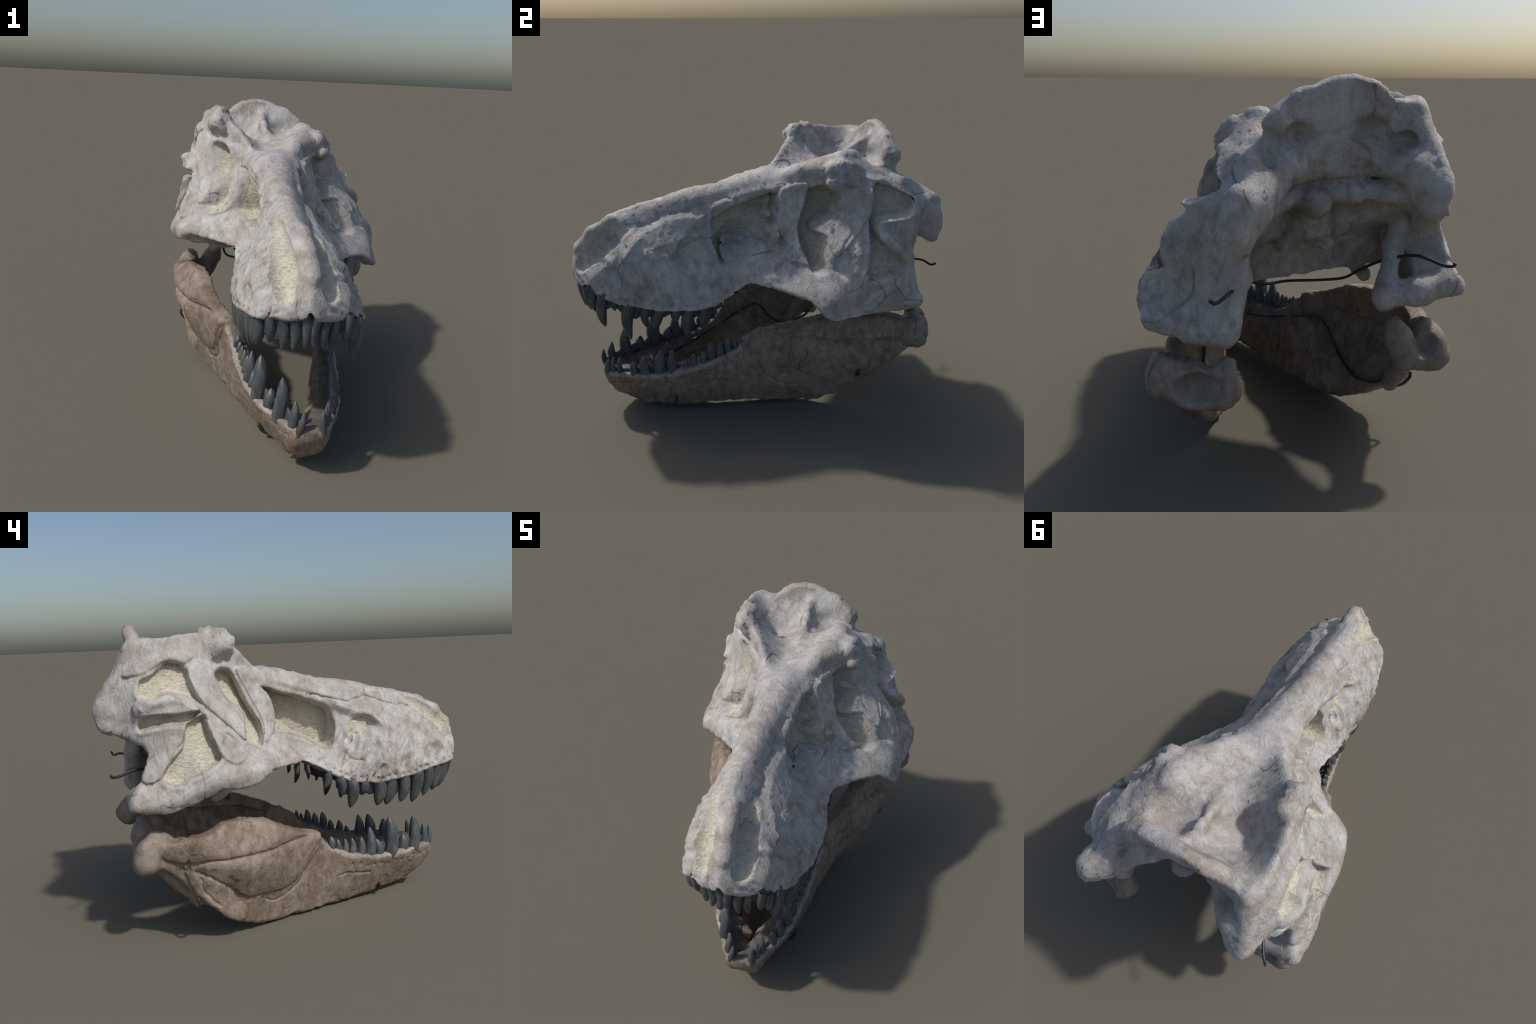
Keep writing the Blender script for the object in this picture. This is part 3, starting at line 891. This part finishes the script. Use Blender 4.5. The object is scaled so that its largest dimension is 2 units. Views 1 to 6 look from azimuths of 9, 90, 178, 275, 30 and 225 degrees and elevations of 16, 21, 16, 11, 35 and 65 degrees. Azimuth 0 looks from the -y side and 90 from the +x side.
TEETH_LR = [(-.925, .25, -.935, .345, .03), (-.885, .25, -.885, .367, .047), (-.80, .25, -.801, .433, .07), (-.717, .25, -.724, .342, .06),
            (-.632, .255, -.623, .458, .078), (-.559, .258, -.544, .347, .052), (-.495, .262, -.502, .421, .06), (-.442, .275, -.449, .374, .047),
            (-.39, .288, -.394, .377, .04), (-.348, .30, -.352, .379, .037), (-.306, .32, -.309, .383, .035), (-.270, .345, -.271, .404, .04)]
TEETH_LL = [(-.915, .24, -.91, .33, .035), (-.885, .241, -.884, .344, .03), (-.852, .236, -.848, .35, .035), (-.776, .238, -.778, .325, .047), (-.711, .235, -.72, .356, .056),
            (-.638, .235, -.628, .388, .064), (-.569, .235, -.571, .388, .058), (-.503, .258, -.498, .321, .034), (-.453, .263, -.457, .358, .05),
            (-.4, .275, -.402, .365, .045), (-.354, .295, -.356, .415, .048), (-.306, .318, -.308, .415, .043), (-.263, .34, -.263, .438, .043),
            (-.228, .37, -.227, .417, .026), (-.202, .385, -.2, .437, .024)]
ROW_UR = ([-1.07, -1.04, -1.0, -.956, -.913, -.744, -.514, -.3, 0], [.10, .04, -.02, -.055, -.08, -.12, -.135, -.125, -.12])
ROW_UL = ([-1.07, -1.045, -1.0, -.94, -.76, -.5, -.186], [.12, .175, .245, .308, .36, .385, .395])
ROW_LR = ([-.94, -.92, -.784, -.632, -.442, -.306, -.2], [.12, .105, .03, -.035, -.08, -.105, -.125])
ROW_LL = ([-.93, -.9, -.808, -.7, -.57, -.485, -.3, -.15], [.20, .225, .268, .30, .322, .338, .352, .368])


def main():
    t0 = time.time()
    cream = bone_material('bone_upper', (.225, .178, .143), (.39, .36, .335), (.545, .538, .532), (.27, .21, .165))
    brown = bone_material('bone_lower', (.12, .085, .06), (.21, .158, .118), (.35, .29, .238), (.14, .096, .064))
    joint = bone_material('bone_joint', (.15, .115, .09), (.245, .20, .165), (.345, .30, .265), (.175, .13, .10))
    gumline = bone_material('socket_rim', (.19, .15, .12), (.28, .24, .205), (.40, .365, .33), (.20, .155, .12))
    shelf = bone_material('socket_shelf', (.07, .065, .06), (.12, .11, .10), (.20, .185, .17), (.15, .115, .08))  # inner jaw rim painted darker for the occlusion shade baked into the scan
    fill = fill_material('plaster_fill')
    tooth = tooth_material('tooth_enamel')
    gumm = plain_material('dark_matrix', (.06, .065, .075), .6)
    wirem = plain_material('dark_steel', (.05, .055, .065), .4, .5)

    root = bpy.data.objects.new('dinosaur_skull', None)
    bpy.context.scene.collection.objects.link(root)
    root['label'] = 'weathered fossil skull of a large predatory dinosaur, jaws open'
    root['category'] = 'dinosaur skull'

    # ---- upper skull
    V, Q = build_cranium()
    V = relax(V, Q, 1, .25)
    N = vertex_normals(V, Q)
    V = V + N * bone_grain(V, [(.30, -.21, 1.43), (.35, .36, 1.31)])[:, None]
    c = V[Q].mean(1)
    nf = N[Q].mean(1)
    s, w, z = c.T
    mid = .12 - .12 * (z - .85)
    Rw, Lw = Sheet(WALL_R)(s, z), Sheet(WALL_L)(s, z)
    nearR, nearL = (w - Rw < .18) & (nf[:, 1] < .3), (Lw - w < .18) & (nf[:, 1] > -.3)
    leftside = w > mid
    roofz = Sheet(ROOF)(s, w)
    lab = np.zeros(len(Q), int)
    table = {}

    def region(mask, name, mat=None, only_new=True):
        i = len(table) + 1
        table[i] = (name, mat or cream)
        lab[mask & (lab == 0)] = i
        return i

    for opens, near, isl in ((OPEN_R, nearR, False), (OPEN_L, nearL, True)):
        for nm, dep, o in opens:
            o2 = np.array(o)
            m = near & (leftside == isl) & (s > o2[:, 0].min() - .03) & (s < o2[:, 0].max() + .03) & (z > o2[:, 1].min() - .03) & (z < o2[:, 1].max() + .03)
            sd = np.full(len(Q), 1.0)
            sd[m] = sd_outline(s[m], z[m], o)
            region(sd < -.004, 'fenestra_fill', fill)
    for axis, rad in (NARIS_R, NARIS_L):
        d = np.full(len(Q), 9.0)
        m = (s < -.66) & (z > .83)
        ax = np.array(axis)
        for k in range(len(ax) - 1):
            dv = ax[k + 1] - ax[k]
            tt = np.clip((c[m] - ax[k]) @ dv / (dv @ dv), 0, 1)
            d[m] = np.minimum(d[m], np.linalg.norm(c[m] - ax[k] - tt[:, None] * dv, axis=1) - (rad[k] + (rad[k + 1] - rad[k]) * tt))
        region(d < .004, 'fenestra_fill', fill)
    region((s > .55) & (nf[:, 0] > .35) & (np.abs(w - .1) < .45) & (z > .92), 'braincase')
    region((s > .40) & (z < .92) & (((w > Rw + .06) & (w < mid)) | ((w < Lw - .06) & (w > mid))) & (s > .6), 'quadrate')
    region((z < .9) & (nf[:, 2] < -.35) & (w > Rw + .05) & (w < Lw - .05), 'palate')
    region((w > Rw + .09) & (w < Lw - .09) & (z < 1.15) & (nf[:, 2] < .3) & (s > -.2), 'palate')
    region((s > .12) & (z > roofz - .06) & (nf[:, 2] > .1), 'skull_roof')
    region((s > .12) & (z > 1.28), 'skull_roof')
    region((s <= .12) & (z > roofz - .055) & (s > -1.0), 'nasal')
    for isl in (False, True):
        k = leftside == isl
        region(k & (s < -.72 - .5 * (1.0 - z)), 'premaxilla')
        region(k & (s < -.02), 'maxilla')
        region(k & (s < .14) & (z > .93), 'lacrimal')
        region(k & (s < .33) & (z > .98), 'postorbital')
        region(k & (s < .42), 'jugal')
        region(k & (z > 1.04), 'squamosal')
        region(k, 'quadratojugal')
    Vw = to_world(V)
    Nw = to_world(N) - OFFSET
    # one object per distinct name/side
    parts = split(Vw, Q, Nw, lab, table, root)
    upper = {'R': None, 'L': None}
    for i, ob in parts.items():
        if table[i][0] == 'maxilla':
            upper['L' if upper['R'] else 'R'] = ob

    # ---- lower jaws
    jaws = {}
    for sd in 'RL':
        V, Q = build_jaw(sd)
        V = relax(V, Q, 1, .25)
        N = vertex_normals(V, Q)
        V = V + N * bone_grain(V + .7, [])[:, None]
        V[:, 2] = np.maximum(V[:, 2], .0)
        c = V[Q].mean(1)
        jit = noise3(c, 40, 3)
        top = np.interp(c[:, 0], *(TOP_R if sd == 'R' else TOP_L))
        lab = np.full(len(Q), 1)
        lab[c[:, 0] > -.12 + .5 * (.3 - c[:, 2])] = 2
        lab[c[:, 0] > .60 + .025 * noise3(c, 12, 4)] = 3
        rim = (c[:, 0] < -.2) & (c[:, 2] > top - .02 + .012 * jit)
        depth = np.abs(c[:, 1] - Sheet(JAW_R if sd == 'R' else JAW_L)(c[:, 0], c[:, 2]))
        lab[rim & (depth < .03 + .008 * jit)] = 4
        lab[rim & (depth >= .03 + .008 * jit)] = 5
        parts = split(to_world(V), Q, to_world(N) - OFFSET, lab,
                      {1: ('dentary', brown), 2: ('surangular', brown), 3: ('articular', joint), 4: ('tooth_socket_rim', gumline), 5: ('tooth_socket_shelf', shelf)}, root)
        jaws[sd] = parts[1]

    # ---- teeth
    rng = np.random.default_rng(7)
    for lst, row, par, sg in ((TEETH_UR, ROW_UR, upper['R'], -1), (TEETH_UL, ROW_UL, upper['L'], 1), (TEETH_LR, ROW_LR, jaws['R'], -1), (TEETH_LL, ROW_LL, jaws['L'], 1)):
        for k, (sb, zb, st, zt, wd, *place) in enumerate(lst):
            wb, wb2 = np.interp([sb, sb + .02], *row)
            tan = np.array([.02, wb2 - wb, 0])
            if place:
                wb = place[0]
                tan = np.array([.02, sg * (.05 - .25 * abs(wb - .11)), 0]) if abs(wb - .11) > .1 else np.array([.008, sg * .05, 0])
            tan /= np.linalg.norm(tan)
            out = np.array([-tan[1], tan[0], 0]) * sg
            base = np.array([sb, wb, zb])
            tip = np.array([st, wb if place else np.interp(st, *row), zt]) - out * .008
            Vt, Ft = tooth_shape(base, tip, wd * 1.12, wd * 1.0, out, .16 + .16 * rng.random(), .03, k)
            Vt, Ft = tri_clean(Vt, Ft)
            new_mesh('tooth', to_world(Vt), Ft, tooth, None, par)

    # dark matrix between the teeth
    for lst, row, par, sg, dz, lo in ((TEETH_UR, ROW_UR, upper['R'], -1, -1, .62), (TEETH_UL, ROW_UL, upper['L'], 1, -1, .34),
                                      (TEETH_LR, ROW_LR, jaws['R'], -1, 1, .35), (TEETH_LL, ROW_LL, jaws['L'], 1, 1, .3)):
        a = np.array([q[:5] for q in lst])
        wpts = [q[5] if len(q) > 5 else np.interp(q[0], *row) for q in lst]
        ss = np.linspace(a[0, 0], a[-1, 0] if dz > 0 else min(a[-1, 0], -.3), 90)
        zb = np.interp(ss, a[:, 0], a[:, 1])
        ln = np.interp(ss, a[:, 0], np.abs(a[:, 3] - a[:, 1]))
        ww = np.interp(ss, a[:, 0], wpts)
        hgt = ln * lo * (1 + .15 * np.sin(ss * 90)) + .006
        prof = []
        for q in range(len(ss)):
            o = -sg * .012
            h = .009
            zt, zr = zb[q] + dz * hgt[q], zb[q] - dz * .03
            prof += [(ss[q], ww[q] + o - sg * h, zr), (ss[q], ww[q] + o - sg * h * .8, zt - dz * .006), (ss[q], ww[q] + o, zt),
                     (ss[q], ww[q] + o + sg * h * .8, zt - dz * .006), (ss[q], ww[q] + o + sg * h, zr)]
        F = []
        for q in range(len(ss) - 1):
            for j in range(5):
                b = (j + 1) % 5
                F.append((q * 5 + j, q * 5 + b, (q + 1) * 5 + b, (q + 1) * 5 + j))
        new_mesh('tooth_socket_matrix', to_world(np.array(prof)), F, gumm, None, par)

    # ---- display wires
    wires = [
        ([(.845, .555, .83), (.83, .53, .815), (.78, .47, .83), (.6, .38, .80), (.35, .22, .70), (.25, .10, .67), (.25, -.05, .66), (.28, -.15, .67), (.40, -.17, .74),
          (.55, -.20, .82), (.68, -.27, .87), (.78, -.33, .855), (.81, -.355, .857), (.815, -.36, .87)], .0065),
        ([(.47, -.40, .27), (.46, -.405, .235), (.45, -.36, .20), (.43, -.29, .22), (.38, -.25, .20), (.25, -.22, .18), (.12, -.19, .26), (.05, -.16, .36), (-.05, -.13, .37), (-.45, .0, .24), (-.62, .06, .2)], .008),
        ([(.38, .645, .30), (.39, .63, .255), (.38, .57, .23), (.3, .52, .2), (.2, .48, .2), (.1, .45, .3), (0, .42, .36), (-.4, .32, .22), (-.62, .25, .16)], .008),
        ([(-.565, .345, .11), (-.57, .335, .07), (-.57, .29, .05), (-.57, .25, .09)], .009),
        ([(-.575, -.02, .08), (-.578, .0, .045), (-.575, .04, .03), (-.57, .07, .07)], .009),
    ]
    for p, r in wires:
        Vt, Ft = tri_clean(*tube(p, r))
        new_mesh('support_wire', to_world(Vt), Ft, wirem, None, root)
    print('built in %.1f s' % (time.time() - t0))


if bpy is not None:
    main()
